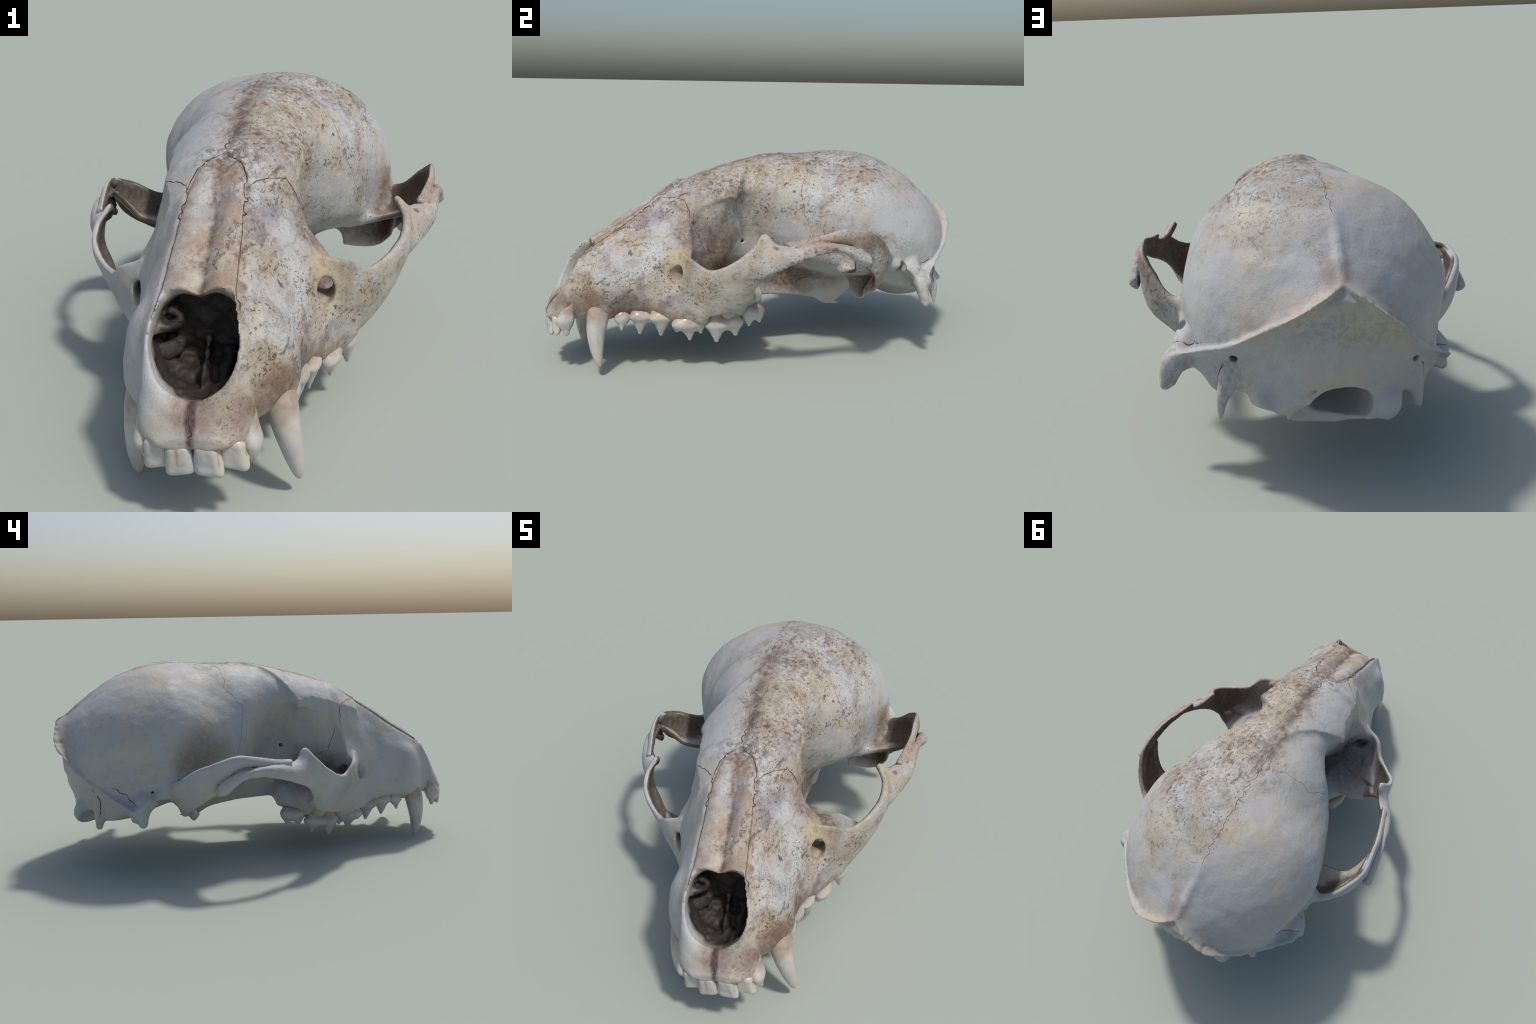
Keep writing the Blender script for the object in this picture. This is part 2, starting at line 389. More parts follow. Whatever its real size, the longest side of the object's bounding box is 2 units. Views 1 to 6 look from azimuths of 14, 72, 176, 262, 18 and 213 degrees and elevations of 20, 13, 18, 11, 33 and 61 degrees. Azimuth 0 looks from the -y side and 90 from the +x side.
# ------------------------------------------------------------------ surface nets
def surface_nets(V, ax, ay, az):
    ins = V < 0
    cnt = np.zeros(tuple(n - 1 for n in V.shape), np.int8)
    for a in (0, 1):
        for b in (0, 1):
            for c in (0, 1):
                cnt += ins[a:ins.shape[0] - 1 + a, b:ins.shape[1] - 1 + b, c:ins.shape[2] - 1 + c]
    I, J, K = np.nonzero((cnt > 0) & (cnt < 8))
    vid = np.full(cnt.shape, -1, np.int32); vid[I, J, K] = np.arange(len(I))
    acc = np.zeros((len(I), 3)); num = np.zeros(len(I))
    C = [(a, b, c) for a in (0, 1) for b in (0, 1) for c in (0, 1)]
    val = {c: V[I + c[0], J + c[1], K + c[2]] for c in C}
    for c in C:
        for ax_ in range(3):
            if c[ax_]: continue
            d = list(c); d[ax_] = 1; d = tuple(d)
            v0, v1 = val[c], val[d]
            m = (v0 < 0) != (v1 < 0)
            t = v0[m] / (v0[m] - v1[m])
            p = np.tile(np.array(c, float), (m.sum(), 1)); p[:, ax_] = t
            acc[m] += p; num[m] += 1
    P = acc / num[:, None]
    h = (ax[1] - ax[0], ay[1] - ay[0], az[1] - az[0])
    P = np.c_[ax[I] + P[:, 0] * h[0], ay[J] + P[:, 1] * h[1], az[K] + P[:, 2] * h[2]]
    Q = []
    for a in range(3):
        sl0 = [slice(1, -1)] * 3; sl1 = [slice(1, -1)] * 3
        sl0[a] = slice(0, -1); sl1[a] = slice(1, None)
        A, B = ins[tuple(sl0)], ins[tuple(sl1)]
        E = np.array(np.nonzero(A != B)).T
        flip = A[E[:, 0], E[:, 1], E[:, 2]]
        off = np.ones(3, int); off[a] = 0
        E = E + off
        b, c = (a + 1) % 3, (a + 2) % 3
        quad = []
        for db, dc in ((-1, -1), (0, -1), (0, 0), (-1, 0)):
            e = E.copy(); e[:, b] += db; e[:, c] += dc
            quad.append(vid[e[:, 0], e[:, 1], e[:, 2]])
        quad = np.array(quad).T
        quad[~flip] = quad[~flip][:, ::-1]
        Q.append(quad)
    return P, np.vstack(Q)


def keep_largest(P, Q):
    lab = np.arange(len(P))
    while True:
        m = lab[Q].min(axis=1)
        new = lab.copy()
        for i in range(4): np.minimum.at(new, Q[:, i], m)
        new = new[new]
        if (new == lab).all(): break
        lab = new
    r, n = np.unique(lab, return_counts=True)
    ok = np.isin(lab, r[n > 400])
    return ok


def smooth(P, Q, it, lam=.5):
    for _ in range(it):
        for f in (lam, -lam * .95):
            S = np.zeros_like(P); N = np.zeros(len(P))
            for i in range(4):
                a, b = Q[:, i], Q[:, (i + 1) % 4]
                for k in range(3):
                    S[:, k] += np.bincount(a, P[b, k], len(P)) + np.bincount(b, P[a, k], len(P))
                N += np.bincount(a, minlength=len(P)) + np.bincount(b, minlength=len(P))
            P = P + f * (S / np.maximum(N, 1)[:, None] - P)
    return P


def normals(P, Q):
    fn = np.cross(P[Q[:, 2]] - P[Q[:, 0]], P[Q[:, 3]] - P[Q[:, 1]])
    N = np.zeros_like(P)
    for i in range(4):
        for k in range(3): N[:, k] += np.bincount(Q[:, i], fn[:, k], len(P))
    return N / np.maximum(np.linalg.norm(N, axis=1), 1e-12)[:, None]


def lattice_noise(P, f, seed):
    """Trilinear value noise, vectorised."""
    q = P * f + 100.0; i = np.floor(q).astype(np.int64); t = q - i; t = t * t * (3 - 2 * t)
    def hsh(a, b, c):
        n = (a * 374761393 + b * 668265263 + c * 2147483647 + seed * 974634757) & 0xFFFFFFFF
        n = ((n ^ (n >> 13)) * 1274126177) & 0xFFFFFFFF
        return ((n ^ (n >> 16)) & 0xFFFF) / 32768.0 - 1
    r = 0
    for a in (0, 1):
        for b in (0, 1):
            for c in (0, 1):
                w = (t[:, 0] if a else 1 - t[:, 0]) * (t[:, 1] if b else 1 - t[:, 1]) * (t[:, 2] if c else 1 - t[:, 2])
                r = r + w * hsh(i[:, 0] + a, i[:, 1] + b, i[:, 2] + c)
    return r


P, Q = surface_nets(full, gx, gy, gz)
P[:, 0] -= .014 * np.clip((P[:, 0] - .58) / .06, 0, 1) * (P[:, 1] < .5)
ok = keep_largest(P, Q)
Q = Q[ok[Q[:, 0]]]
u, inv = np.unique(Q, return_inverse=True); P = P[u]; Q = inv.reshape(-1, 4)
P = smooth(P, Q, 2)
N = normals(P, Q)
# relief: slow unevenness plus fine pitting; broken edges of the crest are ragged
rel = .0022 * lattice_noise(P, 9, 1) + .0018 * lattice_noise(P, 24, 2) + .0005 * lattice_noise(P, 70, 3)
edge_z = np.interp(np.abs(P[:, 0]), crest_x, crest_z)
crest = np.clip((P[:, 1] - (0.972 - 1.45 * P[:, 0]**2)) / .012, 0, 1) * np.clip(1 - np.abs(P[:, 2] - edge_z) / .05, 0, 1) * (P[:, 2] > .28)
rel = rel + crest * .004 * lattice_noise(P, 45, 5)
def sample(D, P):
    i = [np.clip(np.round((P[:, k] - g[0]) / H).astype(int), 0, len(g) - 1) for k, g in enumerate((gx, gy, gz))]
    return D[i[0], i[1], i[2]]
cavity_wall = (sample(cavf, P) < .008) * np.clip((P[:, 1] + .79 + .674 * (.54 - P[:, 2]) - .02) / .06, 0, 1)
# stepped seams beside the nasal bones and the gutter between them
ax_ = np.abs(P[:, 0]); up = np.clip((P[:, 2] - .48) / .03, 0, 1)
seam_x = np.interp(P[:, 1], [-1.1, -.86, -.78, -.68, -.58, -.50, -.42, -.38], [.112, .112, .104, .098, .093, .086, .060, .0])
seam_on = up * (P[:, 1] < -.375) * (P[:, 1] > -.86) * (N[:, 2] > .1)
rel = rel - .0055 * seam_on * np.exp(-((ax_ - seam_x + .0015 * lattice_noise(P, 40, 31)) / .006)**2)
gut_on = np.clip((-.20 - P[:, 1]) / .08, 0, 1) * up * (N[:, 2] > .3)
rel = rel - .006 * gut_on * .6 * np.exp(-((P[:, 0] - .004 + .006 * lattice_noise(P, 18, 32)) / .009)**2)
rel = rel + cavity_wall * (.008 * lattice_noise(P, 26, 8) + .006 * lattice_noise(P, 60, 9))
P = P + N * rel[:, None]
arch = np.clip((-P[:, 0] - .43) / .05, 0, 1) * np.clip((P[:, 1] + .22) / .1, 0, 1) * np.clip((.30 - P[:, 1]) / .12, 0, 1)
P[:, 0] += .010 * arch; P[:, 2] += .007 * arch
P[:, 0] += .028 * np.clip((-P[:, 0] - .30) / .08, 0, 1) * np.clip((P[:, 1] - .28) / .12, 0, 1) * np.maximum(np.clip((P[:, 1] - .47) / .06, 0, 1), np.clip((P[:, 0] + .46) / .04, 0, 1)) * np.clip((.62 - P[:, 2]) / .12, 0, 1) * np.clip((.80 - P[:, 1]) / .1, 0, 1) * np.clip((P[:, 2] - .37) / .06, 0, 1)
P[:, 0] -= .009 * np.clip((P[:, 1] - .35) / .3, 0, 1) * (P[:, 1] > .35) * np.clip((P[:, 2] - .5) / .15, 0, 1)
N = normals(P, Q)

# ------------------------------------------------------------------ which bone a face belongs to
FC = P[Q].mean(axis=1)
fx, fy, fz = np.abs(FC[:, 0]), FC[:, 1], FC[:, 2]
lab = np.full(len(Q), 'braincase', dtype=object)
suture_y = np.array([-1.1, -.86, -.78, -.68, -.58, -.50, -.42, -.38]); suture_x = np.array([.112, .112, .102, .096, .092, .086, .055, .0])
lab[(fy < -.36 + .25 * (fz - .5)) | ((fy < -.05) & (fz < .42))] = 'upper_jaw'
lab[(fy < -.02 + .9 * (fz - .8)) & (fy > -.40 + .1 * fx) & (fz > .60)] = 'frontal_bone'
lab[(fx < np.interp(fy, suture_y, suture_x)) & (fy < -.38) & (fz > .47) & (fy > -.81)] = 'nasal_bone'
lab[(fy < -.845 + .25 * (.42 - fz)) & (lab == 'upper_jaw')] = 'snout_tip'
lab[(sample(jugf, FC) < .006) & (fx > .30)] = 'cheekbone'
lab[(sample(sqf, FC) < .006) & (lab != 'cheekbone') & (fx > .38)] = 'temple_arch'
lab[(fy > .93 - 1.45 * fx**2) & (fy > .55) & (lab == 'braincase')] = 'occipital_bone'
lab[(fy > .60) & (fz < .27) & (lab == 'braincase')] = 'occipital_bone'
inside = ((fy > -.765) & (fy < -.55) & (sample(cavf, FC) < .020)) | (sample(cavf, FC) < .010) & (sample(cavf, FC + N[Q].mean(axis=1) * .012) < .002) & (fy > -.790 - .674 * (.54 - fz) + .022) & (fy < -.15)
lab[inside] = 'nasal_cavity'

# ------------------------------------------------------------------ materials
def nodes_of(name):
    m = bpy.data.materials.new(name); m.use_nodes = True
    nt = m.node_tree; nt.nodes.clear()
    return m, nt

class NB:
    def __init__(self, nt): self.nt = nt
    def n(self, t, **kw):
        nd = self.nt.nodes.new(t)
        for k, v in kw.items(): setattr(nd, k, v)
        return nd
    def link(self, a, b): self.nt.links.new(a, b)
    def val(self, sock, v):
        if hasattr(v, 'is_output') or isinstance(v, bpy.types.NodeSocket): self.link(v, sock)
        else: sock.default_value = v
    def math(self, op, a, b=0.0, c=0.0, clamp=False):
        nd = self.n('ShaderNodeMath', operation=op, use_clamp=clamp)
        for i, v in enumerate((a, b, c)): self.val(nd.inputs[i], v)
        return nd.outputs[0]
    def mix(self, f, a, b, blend='MIX'):
        nd = self.n('ShaderNodeMix', data_type='RGBA', blend_type=blend)
        self.val(nd.inputs[0], f); self.val(nd.inputs[6], a); self.val(nd.inputs[7], b)
        return nd.outputs[2]
    def noise(self, vec, scale, detail=4, rough=.55, dist=0.0):
        nd = self.n('ShaderNodeTexNoise')
        self.link(vec, nd.inputs['Vector']); nd.inputs['Scale'].default_value = scale
        nd.inputs['Detail'].default_value = detail; nd.inputs['Roughness'].default_value = rough
        nd.inputs['Distortion'].default_value = dist
        return nd.outputs['Fac']
    def step(self, v, lo, hi, a=0.0, b=1.0):
        nd = self.n('ShaderNodeMapRange', interpolation_type='SMOOTHSTEP')
        self.val(nd.inputs[0], v)
        for i, q in enumerate((lo, hi, a, b)): nd.inputs[i + 1].default_value = q
        return nd.outputs[0]
    def blob(self, co, c, r, soft=.5, warp=None):
        """1 inside an ellipsoid patch centred on c (skull frame), falling off smoothly."""
        mp = self.n('ShaderNodeMapping')
        mp.inputs['Scale'].default_value = [1 / q for q in r]
        mp.inputs['Location'].default_value = [-(c[0] + OFF) / r[0], -c[1] / r[1], -c[2] / r[2]]
        self.link(co, mp.inputs['Vector'])
        ln = self.n('ShaderNodeVectorMath', operation='LENGTH'); self.link(mp.outputs[0], ln.inputs[0])
        d = ln.outputs['Value']
        if warp is not None: d = self.math('ADD', d, warp)
        return self.step(d, 1 - soft, 1 + soft, 1.0, 0.0)


def srgb(r, g, b):
    f = lambda c: ((c / 255 + .055) / 1.055)**2.4 if c > 10 else c / 255 / 12.92
    return (f(r), f(g), f(b), 1)


def bone_material(name, depth=False):
    m, nt = nodes_of(name); b = NB(nt)
    co = b.n('ShaderNodeTexCoord').outputs['Object']
    sp = b.n('ShaderNodeSeparateXYZ'); b.link(co, sp.inputs[0])
    X, Y, Z = sp.outputs
    X = b.math('SUBTRACT', X, OFF)
    aX = b.math('ABSOLUTE', X)
    def stretch(sc):
        st = b.n('ShaderNodeMapping'); st.inputs['Scale'].default_value = sc; b.link(co, st.inputs['Vector'])
        return st.outputs[0]
    big = b.noise(co, 3.2, 3); mid = b.noise(co, 9, 5, .6); fine = b.noise(co, 55, 6, .65)
    warp = b.math('MULTIPLY_ADD', mid, 1.6, -.8)
    # clean bone: cool grey-white with warm ivory and lilac drifts
    base = b.mix(b.step(big, .38, .66), srgb(179, 181, 181), srgb(186, 180, 167))
    base = b.mix(b.step(mid, .42, .72, 0, .7), base, srgb(175, 174, 178))
    base = b.mix(b.math('MULTIPLY', b.step(b.noise(co, 21, 5, .65), .50, .72), .35), base, srgb(164, 154, 136))
    # soil stains lie on the left flank, the crown and the snout
    side = b.step(b.math('MULTIPLY_ADD', mid, .12, X), -.06, .10)
    top = b.blob(co, (.14, .10, .86), (.40, .60, .36), .45, warp)
    snout = b.blob(co, (.16, -.58, .50), (.34, .46, .46), .4, warp)
    cheek = b.blob(co, (.50, .10, .46), (.25, .45, .2), .4, warp)
    zone = b.math('MAXIMUM', b.math('MAXIMUM', top, snout), b.math('MULTIPLY', cheek, .8))
    zone = b.math('MULTIPLY', zone, b.math('MULTIPLY_ADD', side, .90, .10))
    tan = b.math('MULTIPLY', zone, b.step(b.noise(co, 6, 6, .62), .40, .64))
    base = b.mix(b.math('MULTIPLY', tan, .68), base, srgb(158, 142, 118))
    wash = b.math('MULTIPLY', zone, b.step(b.noise(co, 11, 7, .68, .5), .46, .64))
    base = b.mix(b.math('MULTIPLY', wash, .48), base, srgb(132, 119, 108))
    # ragged brown blotches, freckles and pin-point specks
    clus = b.step(b.noise(co, 5.5, 4, .6), .40, .60)
    sv = stretch((1.5, .8, 1.3))
    bl = b.math('MULTIPLY', b.step(b.noise(sv, 17, 7, .72, .3), .555, .66), clus)
    fr1 = b.math('MULTIPLY', b.step(b.noise(sv, 44, 5, .68, .3), .553, .61), b.math('MULTIPLY_ADD', clus, .75, .25))
    fr2 = b.math('MULTIPLY', b.step(b.noise(co, 105, 3, .6), .585, .64), b.step(b.noise(co, 8, 4, .6), .42, .58))
    base = b.mix(b.math('MULTIPLY', b.math('MULTIPLY', bl, zone), .80), base, srgb(106, 85, 65))
    fr3 = b.math('MULTIPLY', b.step(b.noise(co, 210, 2, .5), .61, .68), .5)
    fr = b.math('MAXIMUM', b.math('MAXIMUM', b.math('MULTIPLY', fr1, .85), fr2), fr3)
    spot = b.math('MULTIPLY', b.step(b.noise(co, 27, 3, .5), .66, .72), zone)
    base = b.mix(b.math('MULTIPLY', spot, .85), base, srgb(84, 66, 52))
    bl2 = b.math('MULTIPLY', b.step(b.noise(sv, 10, 8, .75, .4), .54, .64), clus)
    base = b.mix(b.math('MULTIPLY', b.math('MULTIPLY', bl2, zone), .6), base, srgb(122, 104, 88))
    base = b.mix(b.math('MULTIPLY', b.math('MULTIPLY', fr, b.math('MULTIPLY_ADD', zone, .93, .07)), .94), base, srgb(84, 63, 46))
    # violet-grey smudges of the snout flank
    vio = b.math('MULTIPLY', snout, b.step(b.noise(co, 8.5, 3, .5), .54, .72))
    base = b.mix(b.math('MULTIPLY', b.math('MULTIPLY', vio, side), .62), base, srgb(112, 100, 108))
    # greyish staining along the midline of the roof
    mid_w = b.math('ABSOLUTE', b.math('MULTIPLY_ADD', b.math('SUBTRACT', big, .5), .14, b.math('SUBTRACT', X, .015)))
    ml = b.math('MULTIPLY', b.step(b.math('ADD', mid_w, b.math('MULTIPLY_ADD', b.noise(co, 17, 6, .7), .12, -.06)), .0, .065, 1, 0), b.math('MULTIPLY', b.step(Y, -.36, -.26), b.step(Y, .12, .34, 1, 0)))
    ml = b.math('MULTIPLY', ml, b.step(Z, .6, .75))
    base = b.mix(b.math('MULTIPLY', ml, b.step(b.noise(co, 34, 6, .72), .36, .60, .2, .95)), base, srgb(100, 84, 76))
    # crown: a band of smudges across the parietals
    cb = b.math('MULTIPLY', b.blob(co, (.14, .22, .90), (.24, .12, .12), .5, warp), b.step(b.noise(sv, 22, 6, .7), .48, .62))
    base = b.mix(b.math('MULTIPLY', cb, .7), base, srgb(116, 98, 84))
    # nose bridge: pinkish tan, mottled, with a dark gutter
    # half width of the nasal bones along the snout, as a curve
    cv = b.n('ShaderNodeFloatCurve'); c = cv.mapping.curves[0]
    pts = [(0.0, .112), (.20, .112), (.35, .103), (.55, .096), (.74, .090), (.90, .062), (.965, .03), (1.0, .0)]
    c.points[0].location = pts[0]; c.points[1].location = pts[-1]
    for q in pts[1:-1]: c.points.new(*q)
    cv.mapping.update()
    b.val(cv.inputs['Value'], b.math('MULTIPLY_ADD', Y, 1 / .56, .94 / .56))
    seamd = b.math('SUBTRACT', b.math('ADD', aX, b.math('MULTIPLY_ADD', mid, .03, -.015)), cv.outputs[0])
    nb = b.math('MULTIPLY', b.step(Y, -.42, -.36, 1, 0), b.math('MULTIPLY', b.step(seamd, -.02, .012, 1, 0), b.step(Z, .47, .53)))
    halo = b.math('MULTIPLY', b.step(b.math('ABSOLUTE', seamd), .002, .022, 1, 0), b.math('MULTIPLY', b.step(Y, -.37, -.34, 1, 0), b.step(Z, .45, .50)))
    halo = b.math('MULTIPLY', halo, b.step(b.noise(co, 30, 5, .7), .40, .62, .1, 1.0))
    base = b.mix(b.math('MULTIPLY', halo, b.math('MULTIPLY_ADD', side, .45, .25)), base, srgb(104, 84, 72))
    base = b.mix(b.math('MULTIPLY', nb, b.step(b.noise(co, 13, 5, .62), .36, .62, .05, .8)), base, srgb(150, 129, 112))
    gut = b.math('MULTIPLY', nb, b.step(b.math('ABSOLUTE', b.math('MULTIPLY_ADD', b.math('SUBTRACT', mid, .5), .07, b.math('SUBTRACT', X, .004))), .0, .018, 1, 0))
    base = b.mix(b.math('MULTIPLY', gut, b.step(b.noise(co, 24, 6, .7), .38, .62, .05, .8)), base, srgb(92, 70, 60))
    # dark, gritty rims: brow edge over the left socket and the hollow where the nasals meet the brow
    grit = b.step(b.noise(co, 50, 6, .72), .44, .58)
    for c_, r_, a_ in (((.21, -.24, .78), (.06, .20, .06), .75), ((.235, -.40, .62), (.04, .07, .11), .75), ((.01, -.40, .775), (.09, .06, .06), .8), ((.30, -.42, .47), (.08, .05, .04), .5), ((.10, -.28, .83), (.12, .12, .06), .45), ((.12, .05, .90), (.14, .16, .08), .4), ((.22, .40, .87), (.22, .14, .10), .4), ((0, .95, .57), (.30, .08, .07), .3), ((.33, .82, .33), (.08, .08, .10), .3), ((.46, .66, .28), (.08, .08, .08), .35)):
        base = b.mix(b.math('MULTIPLY', b.math('MULTIPLY', b.blob(co, c_, r_, .6, warp), grit), a_), base, srgb(98, 80, 70))
    def patch(c, r, col, amt, soft=.6, mirror=False):
        nonlocal base
        for sg in ((1, -1) if mirror else (1,)):
            base = b.mix(b.math('MULTIPLY', b.blob(co, (c[0] * sg, c[1], c[2]), r, soft, warp), b.math('MULTIPLY_ADD', fine, 1.2 * amt, .1 * amt)), base, col)
    patch((.17, -.89, .28), (.07, .10, .06), srgb(108, 84, 70), .9)
    patch((.20, -.80, .30), (.06, .06, .05), srgb(98, 74, 60), .9)
    patch((.23, -.68, .29), (.05, .08, .05), srgb(84, 70, 74), 1.0)
    patch((.24, -.62, .235), (.08, .26, .030), srgb(126, 96, 74), .9)
    patch((.0, -.95, .29), (.05, .10, .07), srgb(116, 92, 84), .8)
    patch((.0, -.972, .265), (.014, .05, .06), srgb(64, 50, 46), 1.2, soft=.4)
    patch((.08, -.97, .27), (.06, .05, .05), srgb(156, 132, 124), .4)
    patch((-.42, .33, .58), (.09, .12, .10), srgb(116, 98, 76), .75)
    patch((.54, .30, .54), (.10, .13, .07), srgb(92, 74, 60), 1.1)
    patch((.60, .10, .55), (.06, .20, .03), srgb(150, 122, 100), .7)
    patch((.10, .98, .62), (.10, .09, .06), srgb(182, 164, 144), .6)
    patch((.22, .90, .55), (.16, .06, .07), srgb(180, 164, 146), .5)
    patch((-.12, .95, .62), (.12, .07, .07), srgb(180, 168, 150), .5)
    patch((0, .90, .70), (.06, .07, .05), srgb(146, 122, 108), .7)
    patch((.18, -.23, .48), (.06, .19, .13), srgb(112, 91, 68), 1.1)
    patch((-.18, -.26, .44), (.05, .15, .08), srgb(112, 98, 84), .6)
    patch((.16, -.26, .38), (.08, .16, .06), srgb(92, 72, 54), 1.0, mirror=True)
    patch((.27, -.27, .38), (.13, .14, .09), srgb(82, 65, 50), .9, mirror=True)
    patch((.15, .10, .33), (.06, .24, .09), srgb(96, 70, 50), 1.2)
    patch((.23, -.40, .62), (.05, .08, .10), srgb(116, 98, 94), .6)
    patch((.46, .40, .50), (.04, .06, .05), srgb(120, 94, 66), .9)
    patch((.40, .37, .33), (.12, .05, .06), srgb(92, 66, 44), 1.1)
    patch((.268, -.40, .405), (.035, .055, .035), srgb(66, 54, 46), 1.1, soft=.35, mirror=True)  # darkens the canal mouth to show the shade of a deep hole
    patch((.27, -.43, .46), (.08, .06, .07), srgb(188, 172, 136), .7)
    # old dried soil on the inward faces of the arches
    ge = b.n('ShaderNodeNewGeometry')
    ns = b.n('ShaderNodeSeparateXYZ'); b.link(ge.outputs['Normal'], ns.inputs[0])
    sg = b.math('SIGN', X)
    ky = b.step(Y, .10, .30, .5, -.9)
    inn = b.math('MULTIPLY_ADD', b.math('MULTIPLY', ns.outputs[0], sg), -.8, b.math('MULTIPLY', ns.outputs[1], ky))
    inn = b.math('ADD', inn, b.math('MULTIPLY_ADD', mid, .6, -.3))
    gm = b.math('MULTIPLY', b.step(aX, .34, .44), b.math('MULTIPLY', b.step(Y, .44, .56, 1, 0), b.step(Y, -.44, -.38)))
    gm = b.math('MULTIPLY', gm, b.step(inn, .10, .55))
    base = b.mix(b.math('MULTIPLY', gm, b.math('MULTIPLY_ADD', fine, .5, .60)), base, srgb(74, 58, 46))
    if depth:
        # cavity shadow painted into the colour, near black deeper behind the nose rim
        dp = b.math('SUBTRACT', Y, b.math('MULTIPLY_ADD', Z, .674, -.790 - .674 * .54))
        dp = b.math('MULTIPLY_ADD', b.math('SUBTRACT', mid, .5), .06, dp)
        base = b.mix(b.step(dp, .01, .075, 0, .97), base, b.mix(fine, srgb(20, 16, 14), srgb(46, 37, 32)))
    p = b.n('ShaderNodeBsdfPrincipled'); o = b.n('ShaderNodeOutputMaterial')
    b.link(base, p.inputs['Base Color'])
    b.val(p.inputs['Roughness'], b.step(mid, .3, .7, .50, .68))
    p.inputs['Specular IOR Level'].default_value = .35
    bh = b.math('ADD', b.math('MULTIPLY', fine, .5), b.math('MULTIPLY', b.noise(co, 160, 3), .25))
    bh = b.math('SUBTRACT', bh, b.math('MULTIPLY', fr, .3))
    bp = b.n('ShaderNodeBump'); bp.inputs['Strength'].default_value = .4; bp.inputs['Distance'].default_value = .006
    b.link(bh, bp.inputs['Height']); b.link(bp.outputs[0], p.inputs['Normal'])
    b.link(p.outputs[0], o.inputs[0])
    return m


def plain_material(name, c1, c2, scale, rough=.6, bump=.3, spec=.3):
    m, nt = nodes_of(name); b = NB(nt)
    co = b.n('ShaderNodeTexCoord').outputs['Object']
    nz = b.noise(co, scale, 5, .6)
    p = b.n('ShaderNodeBsdfPrincipled'); o = b.n('ShaderNodeOutputMaterial')
    b.link(b.mix(b.step(nz, .35, .7), c1, c2), p.inputs['Base Color'])
    p.inputs['Roughness'].default_value = rough; p.inputs['Specular IOR Level'].default_value = spec
    bp = b.n('ShaderNodeBump'); bp.inputs['Strength'].default_value = bump; bp.inputs['Distance'].default_value = .006
    b.link(nz, bp.inputs['Height']); b.link(bp.outputs[0], p.inputs['Normal']); b.link(p.outputs[0], o.inputs[0])
    return m


def tooth_material():
    m, nt = nodes_of('tooth_enamel'); b = NB(nt)
    tc = b.n('ShaderNodeTexCoord'); co = tc.outputs['Object']
    g = b.n('ShaderNodeSeparateXYZ'); b.link(tc.outputs['Generated'], g.inputs[0])
    nz = b.noise(co, 14, 4); fn = b.noise(co, 60, 4)
    col = b.mix(b.step(nz, .35, .7), srgb(190, 185, 174), srgb(174, 173, 176))
    neck = b.math('ADD', g.outputs[2], b.math('MULTIPLY_ADD', nz, .5, -.25))
    col = b.mix(b.math('MULTIPLY', b.step(neck, .42, .72), b.math('MULTIPLY_ADD', fn, .8, .15)), col, srgb(142, 108, 74))
    mp = b.n('ShaderNodeMapping'); mp.inputs['Scale'].default_value = (9, 9, 1.2); b.link(co, mp.inputs['Vector'])
    stn = b.step(b.noise(mp.outputs[0], 5, 3), .62, .72)
    col = b.mix(b.math('MULTIPLY', stn, .5), col, srgb(152, 124, 84))
    p = b.n('ShaderNodeBsdfPrincipled'); o = b.n('ShaderNodeOutputMaterial')
    b.link(col, p.inputs['Base Color']); p.inputs['Roughness'].default_value = .32
    p.inputs['Specular IOR Level'].default_value = .5
    bp = b.n('ShaderNodeBump'); bp.inputs['Strength'].default_value = .15; bp.inputs['Distance'].default_value = .004
    b.link(fn, bp.inputs['Height']); b.link(bp.outputs[0], p.inputs['Normal']); b.link(p.outputs[0], o.inputs[0])
    return m


MAT = {'bone': bone_material('weathered_bone'),
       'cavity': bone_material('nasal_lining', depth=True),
       'tooth': tooth_material(),
       'suture': plain_material('suture_soil', srgb(76, 60, 50), srgb(110, 90, 74), 30, .95, .2, .1)}

# ------------------------------------------------------------------ objects
root = bpy.data.objects.new('animal_skull', None)
bpy.context.collection.objects.link(root)
root['label'] = 'weathered bone skull of a small carnivore with long canines'
root['category'] = 'animal skull'
root.matrix_world = Matrix((AX, AY, AZ)).transposed().to_4x4()


def make(name, V, Fq, mat, parent, nrm=None):
    me = bpy.data.meshes.new(name)
    V = np.asarray(V, float) + [OFF, 0, 0]
    me.vertices.add(len(V)); me.vertices.foreach_set('co', V.astype(np.float32).ravel())
    k = Fq.shape[1]
    me.loops.add(Fq.size); me.polygons.add(len(Fq))
    me.loops.foreach_set('vertex_index', Fq.astype(np.int32).ravel())
    me.polygons.foreach_set('loop_start', np.arange(0, Fq.size, k, dtype=np.int32))
    me.polygons.foreach_set('loop_total', np.full(len(Fq), k, np.int32))
    me.update(calc_edges=True); me.validate()
    me.polygons.foreach_set('use_smooth', np.ones(len(me.polygons), bool))
    if nrm is not None: me.normals_split_custom_set_from_vertices([tuple(v) for v in nrm])
    me.materials.append(mat)
    ob = bpy.data.objects.new(name, me); bpy.context.collection.objects.link(ob)
    ob.parent = parent
    return ob


parts = {}
for nm in ('braincase', 'frontal_bone', 'occipital_bone', 'upper_jaw', 'snout_tip', 'nasal_bone', 'cheekbone', 'temple_arch', 'nasal_cavity'):
    sel = lab == nm
    groups = [sel]
    if nm in ('cheekbone', 'temple_arch'):
        groups = [sel & (FC[:, 0] > 0), sel & (FC[:, 0] < 0)]
    for g in groups:
        q = Q[g]
        if len(q) == 0: continue
        u, inv = np.unique(q, return_inverse=True)
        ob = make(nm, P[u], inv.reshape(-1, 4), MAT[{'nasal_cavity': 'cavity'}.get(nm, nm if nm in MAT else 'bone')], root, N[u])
        parts.setdefault(nm, ob)


